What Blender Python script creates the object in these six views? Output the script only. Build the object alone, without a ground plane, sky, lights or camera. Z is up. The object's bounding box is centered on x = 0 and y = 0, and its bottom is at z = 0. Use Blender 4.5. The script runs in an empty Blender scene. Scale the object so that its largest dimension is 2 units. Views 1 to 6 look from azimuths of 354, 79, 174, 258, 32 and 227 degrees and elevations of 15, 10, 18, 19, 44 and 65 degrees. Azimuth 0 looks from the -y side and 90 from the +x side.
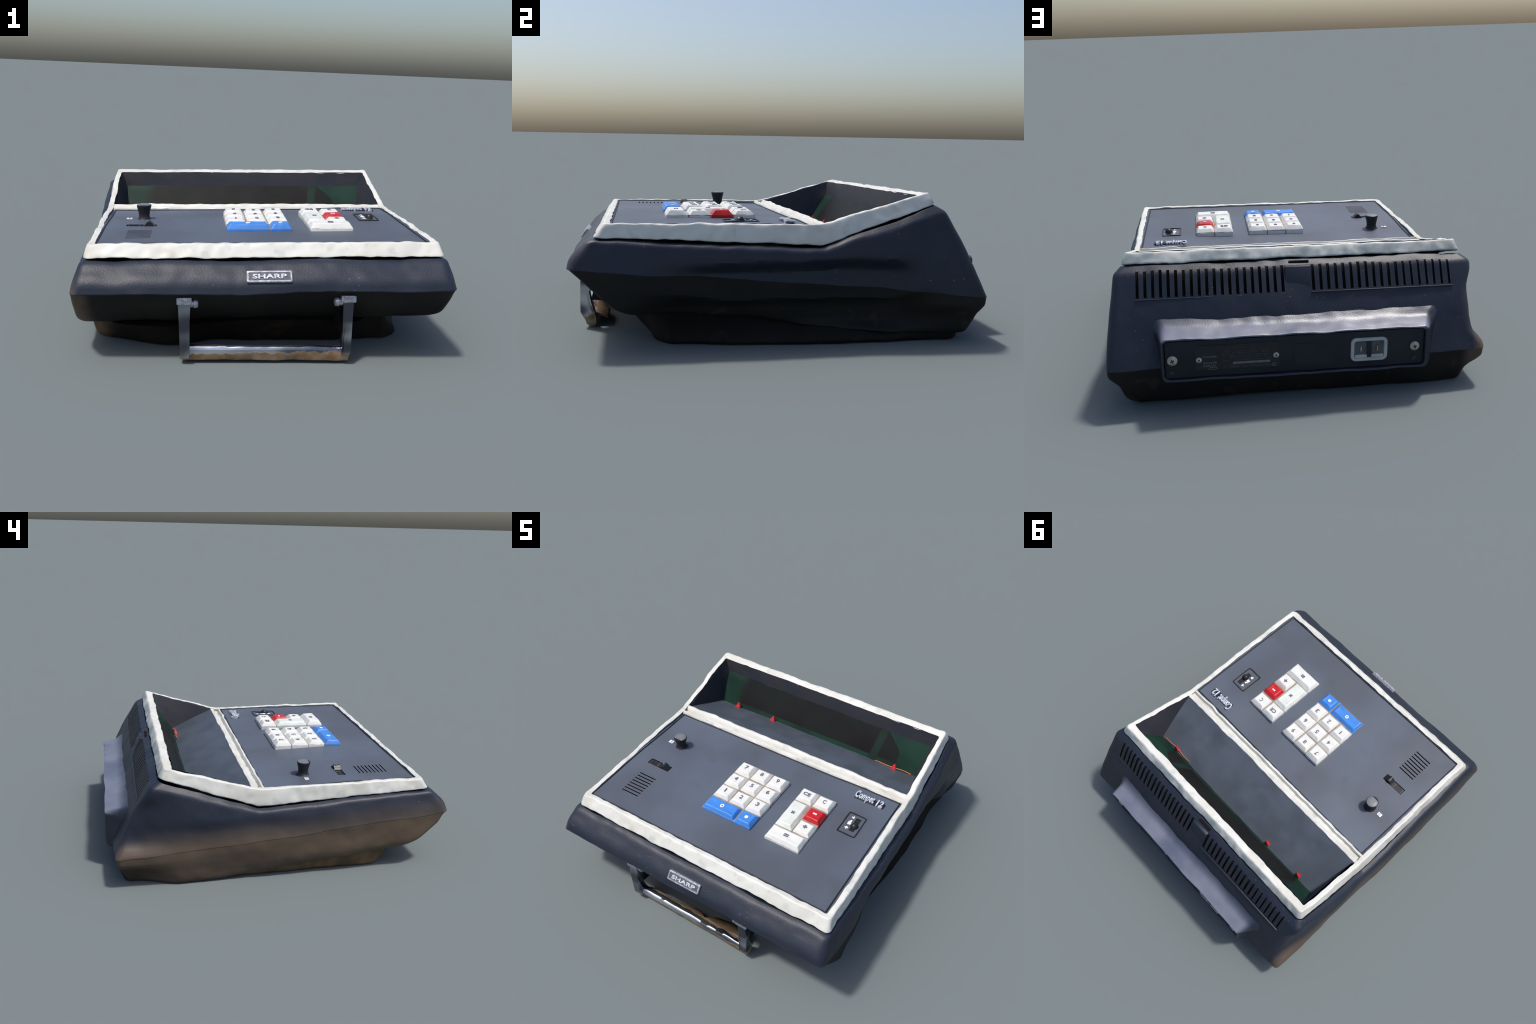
import bpy, bmesh, math, random
import numpy as np
from mathutils import Vector, Matrix, noise

random.seed(7)
TILT = 0.026            # the machine leans a little: its right side stands higher

# ------------------------------------------------------------------ materials
def nodes_of(name):
    m = bpy.data.materials.new(name)
    m.use_nodes = True
    nt = m.node_tree
    return m, nt, nt.nodes["Principled BSDF"]

def N(nt, kind, **kw):
    n = nt.nodes.new(kind)
    for k, v in kw.items():
        setattr(n, k, v)
    return n

def noise_fac(nt, coord, scale, detail=4.0, lo=0.35, hi=0.65, stretch=None):
    src = coord
    if stretch:
        mp = N(nt, "ShaderNodeMapping")
        mp.inputs["Scale"].default_value = stretch
        nt.links.new(coord, mp.inputs["Vector"])
        src = mp.outputs["Vector"]
    t = N(nt, "ShaderNodeTexNoise")
    t.inputs["Scale"].default_value = scale
    t.inputs["Detail"].default_value = detail
    nt.links.new(src, t.inputs["Vector"])
    r = N(nt, "ShaderNodeMapRange", interpolation_type='SMOOTHSTEP')
    r.inputs["From Min"].default_value = lo
    r.inputs["From Max"].default_value = hi
    nt.links.new(t.outputs["Fac"], r.inputs["Value"])
    return r.outputs["Result"]

def mix(nt, fac, a, b):
    m = N(nt, "ShaderNodeMix", data_type='RGBA')
    fa = m.inputs[0]
    ca, cb = [s for s in m.inputs if s.type == 'RGBA'][:2]
    if hasattr(fac, "links"):
        nt.links.new(fac, fa)
    else:
        fa.default_value = fac
    for s, v in ((ca, a), (cb, b)):
        if hasattr(v, "links"):
            nt.links.new(v, s)
        else:
            s.default_value = (*v, 1)
    return [o for o in m.outputs if o.type == 'RGBA'][0]

def math_node(nt, op, a, b=None):
    m = N(nt, "ShaderNodeMath", operation=op)
    for i, v in enumerate((a, b)):
        if v is None:
            continue
        if hasattr(v, "links"):
            nt.links.new(v, m.inputs[i])
        else:
            m.inputs[i].default_value = v
    return m.outputs[0]

def ramp(nt, value, lo, hi):
    r = N(nt, "ShaderNodeMapRange", interpolation_type='SMOOTHSTEP')
    if lo <= hi:
        r.inputs["From Min"].default_value, r.inputs["From Max"].default_value = lo, hi
    else:
        r.inputs["From Min"].default_value, r.inputs["From Max"].default_value = hi, lo
        r.inputs["To Min"].default_value, r.inputs["To Max"].default_value = 1, 0
    nt.links.new(value, r.inputs["Value"])
    return r.outputs["Result"]

def coords(nt):
    tc = N(nt, "ShaderNodeTexCoord")
    sx = N(nt, "ShaderNodeSeparateXYZ")
    nt.links.new(tc.outputs["Object"], sx.inputs[0])
    return tc.outputs["Object"], sx.outputs[0], sx.outputs[1], sx.outputs[2]

def bump(nt, bsdf, coord, scale, strength, dist=0.002, detail=3):
    t = N(nt, "ShaderNodeTexNoise")
    t.inputs["Scale"].default_value = scale
    t.inputs["Detail"].default_value = detail
    nt.links.new(coord, t.inputs["Vector"])
    b = N(nt, "ShaderNodeBump")
    b.inputs["Strength"].default_value = strength
    b.inputs["Distance"].default_value = dist
    nt.links.new(t.outputs["Fac"], b.inputs["Height"])
    nt.links.new(b.outputs[0], bsdf.inputs["Normal"])

def simple(name, c1, c2=None, scale=6.0, rough=0.5, metal=0.0, bmp=None, spec=0.5, lo=.35, hi=.65):
    m, nt, b = nodes_of(name)
    co, x, y, z = coords(nt)
    c2 = c2 or tuple(v * 0.85 for v in c1)
    nt.links.new(mix(nt, noise_fac(nt, co, scale, lo=lo, hi=hi), c1, c2), b.inputs["Base Color"])
    b.inputs["Roughness"].default_value = rough
    b.inputs["Metallic"].default_value = metal
    b.inputs["Specular IOR Level"].default_value = spec
    if bmp:
        bump(nt, b, co, *bmp)
    return m

def make_upper_shell_mat():
    m, nt, b = nodes_of("navy_textured_paint")
    co, x, y, z = coords(nt)
    c = mix(nt, noise_fac(nt, co, 3.5), (.0165, .0215, .037), (.0125, .0175, .032))
    # fine pale scuffs
    sc = noise_fac(nt, co, 60, 6, .66, .72)
    sel = noise_fac(nt, co, 4, 2, .5, .62)
    c = mix(nt, math_node(nt, 'MULTIPLY', math_node(nt, 'MULTIPLY', sc, sel), .5), c, (.16, .17, .2))
    # brown table reflection tinted into the low edge of the left flank
    lowz = math_node(nt, 'SUBTRACT', z, math_node(nt, 'MULTIPLY', y, -.06))
    d = math_node(nt, 'MULTIPLY', ramp(nt, x, -.86, -.90), ramp(nt, lowz, .43, .25))
    d = math_node(nt, 'MULTIPLY', d, noise_fac(nt, co, 3, 3, .05, .5, (1, .4, 1)))
    c = mix(nt, d, c, mix(nt, noise_fac(nt, co, 4, 3, .25, .75, (1, .4, 1.5)), (.118, .084, .060), (.066, .051, .040)))
    nt.links.new(c, b.inputs["Base Color"])
    b.inputs["Roughness"].default_value = .48
    b.inputs["Specular IOR Level"].default_value = .4
    bump(nt, b, co, 150, .3, .003)
    return m

def make_lower_shell_mat():
    m, nt, b = nodes_of("black_brown_underside")
    co, x, y, z = coords(nt)
    c = mix(nt, noise_fac(nt, co, 3), (.014, .013, .011), (.009, .009, .009))
    brown = mix(nt, noise_fac(nt, co, 4, 3, .25, .75, (1, .4, 1.5)), (.125, .090, .063), (.066, .051, .040))  # colour bounced up from the wooden table, baked into the left side
    d = math_node(nt, 'MULTIPLY', ramp(nt, x, -.80, -.87), noise_fac(nt, co, 3, 3, .02, .5, (1, .4, 1)))
    c = mix(nt, d, c, brown)
    # tan crumbs at the chin's lower edge
    e = math_node(nt, 'MULTIPLY', noise_fac(nt, co, 12, 4, .58, .68), ramp(nt, z, .17, .14))
    c = mix(nt, math_node(nt, 'MULTIPLY', e, .12), c, (.10, .085, .065))
    nt.links.new(c, b.inputs["Base Color"])
    b.inputs["Roughness"].default_value = .65
    b.inputs["Specular IOR Level"].default_value = .2
    bump(nt, b, co, 25, .3, .004)
    return m

def make_base_mat():
    m, nt, b = nodes_of("base_plate_table_tint")
    co, x, y, z = coords(nt)
    c = mix(nt, noise_fac(nt, co, 4), (.010, .009, .008), (.014, .011, .009))
    brown = mix(nt, noise_fac(nt, co, 7, 5), (.15, .10, .055), (.08, .056, .034))  # table-coloured bounce light mixed into the paint
    d = math_node(nt, 'MAXIMUM', ramp(nt, x, -.72, -.82),
                  math_node(nt, 'MULTIPLY', noise_fac(nt, co, 5, 4, .55, .7), .15))
    c = mix(nt, d, c, brown)
    nt.links.new(c, b.inputs["Base Color"])
    b.inputs["Roughness"].default_value = .75
    b.inputs["Specular IOR Level"].default_value = .15
    bump(nt, b, co, 25, .3, .004)
    return m

def make_rim_mat():
    m, nt, b = nodes_of("ivory_plastic")
    co, x, y, z = coords(nt)
    c = mix(nt, noise_fac(nt, co, 5, 5, .4, .7), (.61, .61, .575), (.54, .53, .485))
    g = noise_fac(nt, co, 13, 3, .56, .70)
    c = mix(nt, math_node(nt, 'MULTIPLY', g, .45), c, (.36, .385, .385))
    rear = math_node(nt, 'MULTIPLY', ramp(nt, y, .655, .69), noise_fac(nt, co, 9, 3, .42, .6))
    c = mix(nt, math_node(nt, 'MULTIPLY', rear, .75), c, (.25, .295, .30))
    yel = noise_fac(nt, co, 20, 4, .6, .72)
    c = mix(nt, math_node(nt, 'MULTIPLY', yel, .4), c, (.54, .49, .37))
    nt.links.new(c, b.inputs["Base Color"])
    b.inputs["Roughness"].default_value = .5
    bump(nt, b, co, 60, .15, .002)
    return m

def make_panel_mat():
    m, nt, b = nodes_of("slate_blue_panel")
    co, x, y, z = coords(nt)
    c = mix(nt, noise_fac(nt, co, 1.5, 3), (.088, .107, .143), (.070, .080, .102))
    c = mix(nt, math_node(nt, 'MULTIPLY', noise_fac(nt, co, 4, 3, .55, .8), .6), c, (.060, .063, .076))
    # white specks and hairlines
    sp = N(nt, "ShaderNodeTexVoronoi")
    sp.inputs["Scale"].default_value = 26
    nt.links.new(co, sp.inputs["Vector"])
    dot = ramp(nt, sp.outputs["Distance"], .045, .02)
    pick = noise_fac(nt, co, 3.1, 1, .55, .62)
    c = mix(nt, math_node(nt, 'MULTIPLY', math_node(nt, 'MULTIPLY', dot, pick), .6), c, (.35, .37, .4))
    nt.links.new(c, b.inputs["Base Color"])
    b.inputs["Roughness"].default_value = .5
    b.inputs["Specular IOR Level"].default_value = .35
    bump(nt, b, co, 9, .25, .006)
    return m

def make_window_mat():
    m, nt, b = nodes_of("green_filter_window")
    co, x, y, z = coords(nt)
    green = mix(nt, noise_fac(nt, co, 6), (.011, .036, .025), (.007, .023, .017))
    dark = mix(nt, noise_fac(nt, co, 4), (.009, .007, .008), (.010, .012, .011))
    # dark reflections painted on the glass: a wide patch and a narrower one
    up = math_node(nt, 'SUBTRACT', z, .425)
    xs = math_node(nt, 'SUBTRACT', x, math_node(nt, 'MULTIPLY', up, .16))
    wide = math_node(nt, 'MULTIPLY', ramp(nt, xs, -.69, -.60), ramp(nt, xs, .405, .395))
    edge = math_node(nt, 'ADD', x, math_node(nt, 'MULTIPLY', math_node(nt, 'POWER', math_node(nt, 'MAXIMUM', math_node(nt, 'SUBTRACT', up, .075), 0.0), 1.3), 2.3))
    narrow = math_node(nt, 'MULTIPLY', ramp(nt, xs, .445, .455), ramp(nt, edge, .595, .585))
    blk = math_node(nt, 'MAXIMUM', wide, narrow)
    blk = math_node(nt, 'MULTIPLY', blk, ramp(nt, up, .012, .022))
    faint = math_node(nt, 'MULTIPLY', ramp(nt, xs, .39, .40), ramp(nt, xs, .46, .45))
    c = mix(nt, blk, green, dark)
    c = mix(nt, math_node(nt, 'MULTIPLY', faint, .45), c, dark)
    nt.links.new(c, b.inputs["Base Color"])
    b.inputs["Roughness"].default_value = .5
    b.inputs["Specular IOR Level"].default_value = .12
    return m

def make_handle_mat(name, brown_top, bright=(.72, .74, .80), dull=(.16, .17, .22)):
    m, nt, b = nodes_of(name)
    co, x, y, z = coords(nt)
    wob = math_node(nt, 'ADD', z, math_node(nt, 'MULTIPLY', noise_fac(nt, co, 22, 3, .2, .8), .022))
    wob = math_node(nt, 'SUBTRACT', wob, math_node(nt, 'MULTIPLY', math_node(nt, 'ADD', y, .965), .55))
    br = ramp(nt, wob, brown_top + .012, brown_top)
    streak = noise_fac(nt, co, 4, 1, .35, .62, (1, 2, 2))  # bright and dull patches draw the chrome's highlights into its colour
    chrome = mix(nt, streak, bright, dull)
    tan = mix(nt, noise_fac(nt, co, 18, 4), (.20, .12, .055), (.30, .21, .13))  # wood tone mirrored from the tabletop, coloured onto the foot
    nt.links.new(mix(nt, br, chrome, tan), b.inputs["Base Color"])
    met = math_node(nt, 'SUBTRACT', 1.0, br)
    nt.links.new(math_node(nt, 'MULTIPLY', met, .95), b.inputs["Metallic"])
    nt.links.new(math_node(nt, 'ADD', math_node(nt, 'MULTIPLY', br, .45), .15), b.inputs["Roughness"])
    return m

M_UP = make_upper_shell_mat()
M_LOW = make_lower_shell_mat()
M_BASE = make_base_mat()
M_RIM = make_rim_mat()
M_PANEL = make_panel_mat()
M_WINDOW = make_window_mat()
M_BAR = make_handle_mat("patchy_chrome_bar", .060)
M_LEG = make_handle_mat("chrome_leg_painted_glints", .050, (.60, .62, .68), (.10, .105, .135))
M_VOID = simple("dark_void", (.011, .010, .009), rough=.9, spec=.1)
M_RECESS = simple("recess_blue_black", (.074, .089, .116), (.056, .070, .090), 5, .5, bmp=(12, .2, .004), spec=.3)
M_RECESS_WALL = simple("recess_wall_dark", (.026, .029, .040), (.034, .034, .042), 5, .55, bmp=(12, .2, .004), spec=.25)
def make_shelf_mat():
    m, nt, b = nodes_of("navy_paint_baked_glare")
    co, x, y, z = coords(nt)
    pale = mix(nt, noise_fac(nt, co, 3.2), (.165, .178, .235), (.095, .112, .165))  # glare on the rear ledge, lightened into the navy paint
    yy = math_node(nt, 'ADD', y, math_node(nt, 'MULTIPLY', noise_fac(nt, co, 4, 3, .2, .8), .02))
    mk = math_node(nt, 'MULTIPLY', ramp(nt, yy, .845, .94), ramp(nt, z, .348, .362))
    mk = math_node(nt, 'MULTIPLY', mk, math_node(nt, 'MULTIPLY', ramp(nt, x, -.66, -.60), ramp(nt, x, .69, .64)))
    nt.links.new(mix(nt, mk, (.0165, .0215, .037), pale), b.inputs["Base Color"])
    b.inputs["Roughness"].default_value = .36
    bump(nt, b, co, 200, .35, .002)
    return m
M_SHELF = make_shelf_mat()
M_PLATE = simple("black_blue_plate", (.013, .016, .026), (.010, .012, .018), 5, .5, spec=.3)
M_PLATE2 = simple("nameplate_black", (.008, .009, .013), (.011, .012, .016), 8, .4, spec=.4)
M_KEYW = simple("white_key_plastic", (.68, .68, .66), (.61, .61, .59), 14, .4, spec=.4)
M_KEYG = simple("pale_green_key_plastic", (.64, .67, .63), (.58, .61, .57), 14, .4, spec=.4)
M_KEYB = simple("blue_key_plastic", (.050, .215, .62), (.042, .185, .55), 12, .35, spec=.4)
M_KEYR = simple("red_key_plastic", (.50, .012, .018), (.40, .008, .012), 12, .35, spec=.4)
M_BED = simple("key_gap_beige", (.30, .26, .21), (.20, .17, .14), 20, .7)
M_INK = simple("dark_ink", (.085, .085, .12), (.15, .15, .19), 90, .6)
M_WINK = simple("white_ink", (.78, .78, .76), (.70, .70, .68), 40, .6)
M_GINK = simple("faint_grey_ink", (.16, .165, .175), (.11, .114, .12), 120, .6)
M_GINK2 = simple("very_faint_ink", (.035, .037, .043), (.022, .024, .03), 120, .6)
M_SILVER = simple("brushed_silver", (.52, .54, .60), (.30, .31, .36), 70, .35, .6, bmp=(120, .25, .002))
M_LETTER = simple("silver_lettering", (.66, .69, .76), (.40, .42, .48), 60, .4, .15)
M_BADGE = simple("badge_field", (.070, .072, .085), (.10, .10, .12), 60, .45)
M_KNOB = simple("black_knob", (.012, .013, .016), (.02, .021, .024), 10, .5, spec=.3)
M_KNOBTOP = simple("knob_cap_grey", (.15, .16, .175), (.12, .13, .145), 20, .45)
M_BLACK = simple("black_bakelite", (.010, .010, .011), (.016, .016, .017), 20, .4, spec=.4)
M_REDPTR = simple("red_pointer", (.62, .03, .035), (.48, .015, .02), 20, .45)
M_WIRE = simple("orange_wire", (.50, .12, .03), (.30, .16, .05), 20, .5)
M_SOCK = simple("grey_socket_plastic", (.40, .42, .42), (.33, .345, .345), 20, .5)
M_SOCKIN = simple("socket_inside", (.075, .083, .09), (.05, .055, .06), 20, .6)
M_SCREW = simple("zinc_screw", (.50, .50, .47), (.36, .31, .24), 60, .4, .35)
M_LABEL = simple("aged_label_strip", (.15, .15, .14), (.11, .11, .10), 40, .7)
M_BRASS = simple("brass_pin", (.45, .36, .25), (.3, .25, .2), 40, .4, .5)

# ------------------------------------------------------------------ scene graph
root = bpy.data.objects.new("desk_calculator", None)
bpy.context.collection.objects.link(root)
root.empty_display_size = .1
root.rotation_euler = (0, -TILT, 0)
root.location = (0.0091, 0, 0)
root["label"] = "vintage black desk calculator with white rim and colored keys"
root["category"] = "calculator"

def link(obj, parent=root):
    bpy.context.collection.objects.link(obj)
    obj.parent = parent
    return obj

def mesh_obj(name, verts, faces, mats, parent=root, smooth=True, idx=None, angle=40):
    me = bpy.data.meshes.new(name)
    me.from_pydata([tuple(v) for v in verts], [], faces)
    bm = bmesh.new()
    bm.from_mesh(me)
    bmesh.ops.recalc_face_normals(bm, faces=bm.faces)
    bm.to_mesh(me)
    bm.free()
    for m in (mats if isinstance(mats, (list, tuple)) else [mats]):
        me.materials.append(m)
    if idx is not None:
        me.polygons.foreach_set("material_index", idx)
    if smooth:
        me.shade_smooth() if hasattr(me, "shade_smooth") else None
        me.set_sharp_from_angle(angle=math.radians(angle))
    return link(bpy.data.objects.new(name, me), parent)

def wobble(V, amp, freq, seed=0.0):
    """shift points by smooth vector noise: the uneven, hand-worn surface"""
    off = Vector((seed * 3.1, seed * 1.7, seed * 5.3))
    out = np.array(V, float)
    for i in range(len(out)):
        p = Vector(out[i])
        for a, f in zip(amp, freq):
            n = noise.noise_vector(p * f + off)
            out[i] += np.array(n) * a
    return out

# ------------------------------------------------------------------ ring stacks
def rrect(x0, x1, y0, y1, r, step=.014, nc=6):
    """rounded rectangle with the same point count for every call of one (nx, ny)"""
    nx, ny = rrect.nx, rrect.ny
    P = []
    def side(a, b, n):
        for i in range(n):
            t = (i + .5) / n
            P.append((a[0] + (b[0] - a[0]) * t, a[1] + (b[1] - a[1]) * t))
    def arc(cx, cy, a0):
        for i in range(nc + 1):
            a = math.radians(a0 + 90 * i / nc)
            P.append((cx + r * math.cos(a), cy + r * math.sin(a)))
    side((x0 + r, y0), (x1 - r, y0), nx); arc(x1 - r, y0 + r, -90)
    side((x1, y0 + r), (x1, y1 - r), ny); arc(x1 - r, y1 - r, 0)
    side((x1 - r, y1), (x0 + r, y1), nx); arc(x0 + r, y1 - r, 90)
    side((x0, y1 - r), (x0, y0 + r), ny); arc(x0 + r, y0 + r, 180)
    return np.array(P)
rrect.nx, rrect.ny = 110, 125

def ring(x0, x1, y0, y1, r, z):
    P = rrect(x0, x1, y0, y1, r)
    if callable(z):
        zz = z(P[:, 0], P[:, 1])
    elif isinstance(z, (list, tuple)):
        ys, zs = zip(*z)
        zz = np.interp(P[:, 1], ys, zs)
    else:
        zz = np.full(len(P), float(z))
    return np.column_stack([P, zz])

def rounded_stack(rings, rads):
    """cut the corner at each ring by its radius, with a small arc"""
    out = [rings[0]]
    for i in range(1, len(rings) - 1):
        a, p, b = rings[i - 1], rings[i], rings[i + 1]
        r = rads[i]
        if r <= 0:
            out.append(p); continue
        da, db = a - p, b - p
        la = np.linalg.norm(da, axis=1, keepdims=True); lb = np.linalg.norm(db, axis=1, keepdims=True)
        qa = p + da / np.maximum(la, 1e-9) * np.minimum(r, la * .45)
        qb = p + db / np.maximum(lb, 1e-9) * np.minimum(r, lb * .45)
        for t in (0, .25, .5, .75, 1):
            out.append((1 - t) ** 2 * qa + 2 * t * (1 - t) * p + t * t * qb)
    out.append(rings[-1])
    return out

def densify(rings, step):
    out = [rings[0]]
    for a, b in zip(rings[:-1], rings[1:]):
        n = max(1, int(math.ceil(np.max(np.linalg.norm(b - a, axis=1)) / step)))
        for k in range(1, n + 1):
            out.append(a + (b - a) * k / n)
    return out

def stack_faces(R, n, closed=False, cap0=True, cap1=True):
    F = []
    for i in range(R - 1):
        for j in range(n):
            k = (j + 1) % n
            F.append((i * n + j, i * n + k, (i + 1) * n + k, (i + 1) * n + j))
    if closed:
        for j in range(n):
            k = (j + 1) % n
            F.append(((R - 1) * n + j, (R - 1) * n + k, k, j))
    return F

def stack_mesh(rings, rads=None, step=.03, cap0=True, cap1=True, closed=False):
    if rads:
        rings = rounded_stack(rings, rads)
    if step:
        rings = densify(rings, step)
    V = np.vstack(rings)
    n = len(rings[0]); R = len(rings)
    F = stack_faces(R, n, closed)
    V = list(V)
    if not closed:
        if cap0:
            c = len(V); V.append(rings[0].mean(0))
            F += [(c, (j + 1) % n, j) for j in range(n)]
        if cap1:
            c = len(V); V.append(rings[-1].mean(0)); o = (R - 1) * n
            F += [(c, o + j, o + (j + 1) % n) for j in range(n)]
    return np.array(V), F

def box_data(cx, cy, cz, sx, sy, sz):
    V = [(cx + sx * a, cy + sy * b, cz + sz * c) for c in (-.5, .5) for b in (-.5, .5) for a in (-.5, .5)]
    F = [(0, 2, 3, 1), (4, 5, 7, 6), (0, 1, 5, 4), (2, 6, 7, 3), (0, 4, 6, 2), (1, 3, 7, 5)]
    return V, F

def boxes(list_of):
    V, F = [], []
    for b in list_of:
        v, f = box_data(*b)
        o = len(V)
        V += v
        F += [tuple(i + o for i in q) for q in f]
    return V, F

def bevelled(obj, w, seg=2):
    m = obj.modifiers.new("bevel", 'BEVEL')
    m.width = w; m.segments = seg; m.limit_method = 'ANGLE'
    apply_mods(obj)
    obj.data.shade_smooth()
    obj.data.set_sharp_from_angle(angle=math.radians(45))
    return obj

def apply_mods(obj):
    dg = bpy.context.evaluated_depsgraph_get()
    dg.update()
    me = bpy.data.meshes.new_from_object(obj.evaluated_get(dg))
    old = obj.data
    obj.modifiers.clear()
    obj.data = me
    me.name = old.name
    bpy.data.meshes.remove(old)

def carve(obj, cutter):
    m = obj.modifiers.new("cut", 'BOOLEAN')
    m.operation = 'DIFFERENCE'; m.solver = 'EXACT'; m.object = cutter
    m.material_mode = 'TRANSFER'
    apply_mods(obj)
    bpy.data.objects.remove(cutter)
    obj.data.set_sharp_from_angle(angle=math.radians(40))

# ------------------------------------------------------------------ upper shell
RB = [(-.882, .502), (.15, .452), (.704, .647)]     # lower edge of the white rim
RT = [(-.838, .563), (.14, .551), (.668, .697)]     # upper edge of the white rim
SH = [(-.903, .488), (.155, .434), (.752, .614)]    # shoulder of the dark shell
CR = [(-.995, .366), (-.75, .345), (-.45, .325), (-.1, .285), (.3, .25), (.6, .235), (.945, .205)]
def lift(p, d):
    return [(a, b + d) for a, b in p]

def flare(V):
    """the flanks spread a little towards the rear"""
    V = np.array(V)
    V[:, 0] *= np.interp(V[:, 1], [-1, -.8, -.3, .9], [.978, .990, 1.004, 1.012])
    return V
def smooth(a, b, t):
    t = np.clip((t - a) / (b - a), 0, 1)
    return t * t * (3 - 2 * t)
def bell(t, a, b, c, d):
    return smooth(a, b, t) * (1 - smooth(c, d, t))
def right_hollow(V):
    """uneven flanks: the right one is pushed in below its crease, the left one bulges under
    the rim and is pinched at its rear corner, the chin swells forward in the middle"""
    V = np.array(V)
    x, y, z = V[:, 0].copy(), V[:, 1].copy(), V[:, 2].copy()
    zz = z + TILT * x
    up = .098 * bell(y, -.72, -.22, .45, .64) * bell(zz, .13, .24, .345, .425)
    lo = .132 * bell(y, -.82, -.48, .38, .80) * (1 - smooth(.18, .30, zz)) * (.18 + .82 * smooth(.01, .12, zz))
    V[:, 0] -= np.maximum(up, lo) * smooth(.50, .88, x)
    V[:, 0] -= .048 * smooth(.70, .90, x) * smooth(.45, .75, y) * (1 - smooth(.12, .20, zz))
    left = smooth(.55, .86, -x)
    V[:, 0] += left * smooth(.58, .86, y) * (.050 * bell(z, .22, .30, .48, .60) + .072 * (1 - smooth(.08, .17, z)))
    V[:, 0] -= left * .014 * bell(y, -.5, .0, .5, .7) * smooth(.34, .42, z)
    chin = bell(z, .10, .20, .28, .36) * (1 - smooth(-.72, -.62, y)) * (1 - smooth(.62, .86, x)) * smooth(-1.0, -.84, x)
    lump = .006 + .034 * smooth(.25, .45, -x) + .032 * np.exp(-((x - .52) / .16) ** 2)
    V[:, 1] -= chin * lump
    return V

rings = [
    ring(-.70, .70, -.76, .64, .03, .37),
    ring(-.83, .82, -.85, .675, .03, lift(RB, -.03)),
    ring(-.852, .845, -.880, .702, .03, lift(RB, -.008)),
    ring(-.886, .880, -.908, .752, .035, SH),
    ring(-.914, .900, -.984, .862, .05, [(-.984, .418), (.15, .34), (.862, .42)]),
    ring(-.924, .910, -.996, .955, .03, CR),
    ring(-.88, .86, -.95, .90, .03, lift(CR, -.022)),
    ring(-.78, .78, -.86, .80, .03, lift(CR, -.022)),
]
V, F = stack_mesh(rings, [0, 0, .004, .018, .04, .003, 0, 0], .03)
V = right_hollow(flare(V))
V = wobble(V, (.009, .0028), (4.0, 15), 1)
upper = mesh_obj("upper_shell", V, F, [M_UP, M_VOID])

slots = []
SLOT_X = list(np.linspace(.762, .060, 20)) + list(np.linspace(-.092, -.782, 19))
for i, x in enumerate(SLOT_X):
    x = x + .0058
    w = .0145 if i < 32 else .0105
    slots.append((x, .797, .588, w, .085, .158))
cV, cF = boxes(slots)
cut = mesh_obj("cutter", cV, cF, [M_VOID], smooth=False)
# lean the cutters with the rear face
for v in cut.data.vertices:
    v.co.y -= (v.co.z - .59) * .42
carve(upper, cut)
# ledge bar between the vent groups
pV, pF = boxes([(-.012, .744, .562, .128, .03, .116)])
pl = mesh_obj("rear_latch_plate", pV, pF, M_UP, smooth=False)
for v in pl.data.vertices:
    v.co.y -= (v.co.z - .585) * .42
for v in pl.data.vertices:
    v.co.y += .017
bevelled(pl, .004)
nV, nF = boxes([(-.022, .716, .630, .10, .026, .010)])
mesh_obj("latch_notch", nV, nF, M_VOID, smooth=False)
# thin raised frame line below the vents
for a, b_ in ((.775, .052), (-.078, -.795)):
    eV, eF = boxes([((a + b_) / 2 + .005, .8165, .503, abs(a - b_), .008, .005)])
    bevelled(mesh_obj("vent_border", eV, eF, M_UP, smooth=False), .0015)

# ------------------------------------------------------------------ lower shell
C1 = [(-.80, .186), (0, .150), (.925, .115)]
C2 = [(-.74, .153), (-.2, .105), (.3, .040), (.912, .010)]
rings = [
    ring(-.80, .80, -.90, .84, .03, lift(CR, -.03)),
    ring(-.9225, .9085, -.9945, .9535, .03, lift(CR, .003)),
    ring(-.915, .910, -.80, .940, .035, C1),
    ring(-.897, .892, -.735, .898, .04, C2),
    ring(-.85, .84, -.62, .87, .04, lift(C2, -.012)),
    ring(-.6, .6, -.4, .6, .04, .075),
]
V, F = stack_mesh(rings, [0, .004, .05, .03, 0, 0], .03)
V = right_hollow(flare(V))
V = wobble(V, (.009, .0028), (4.0, 15), 1)
V[:, 2] = np.maximum(V[:, 2], .003 - TILT * V[:, 0])
mesh_obj("lower_shell", V, F, M_LOW)

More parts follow.
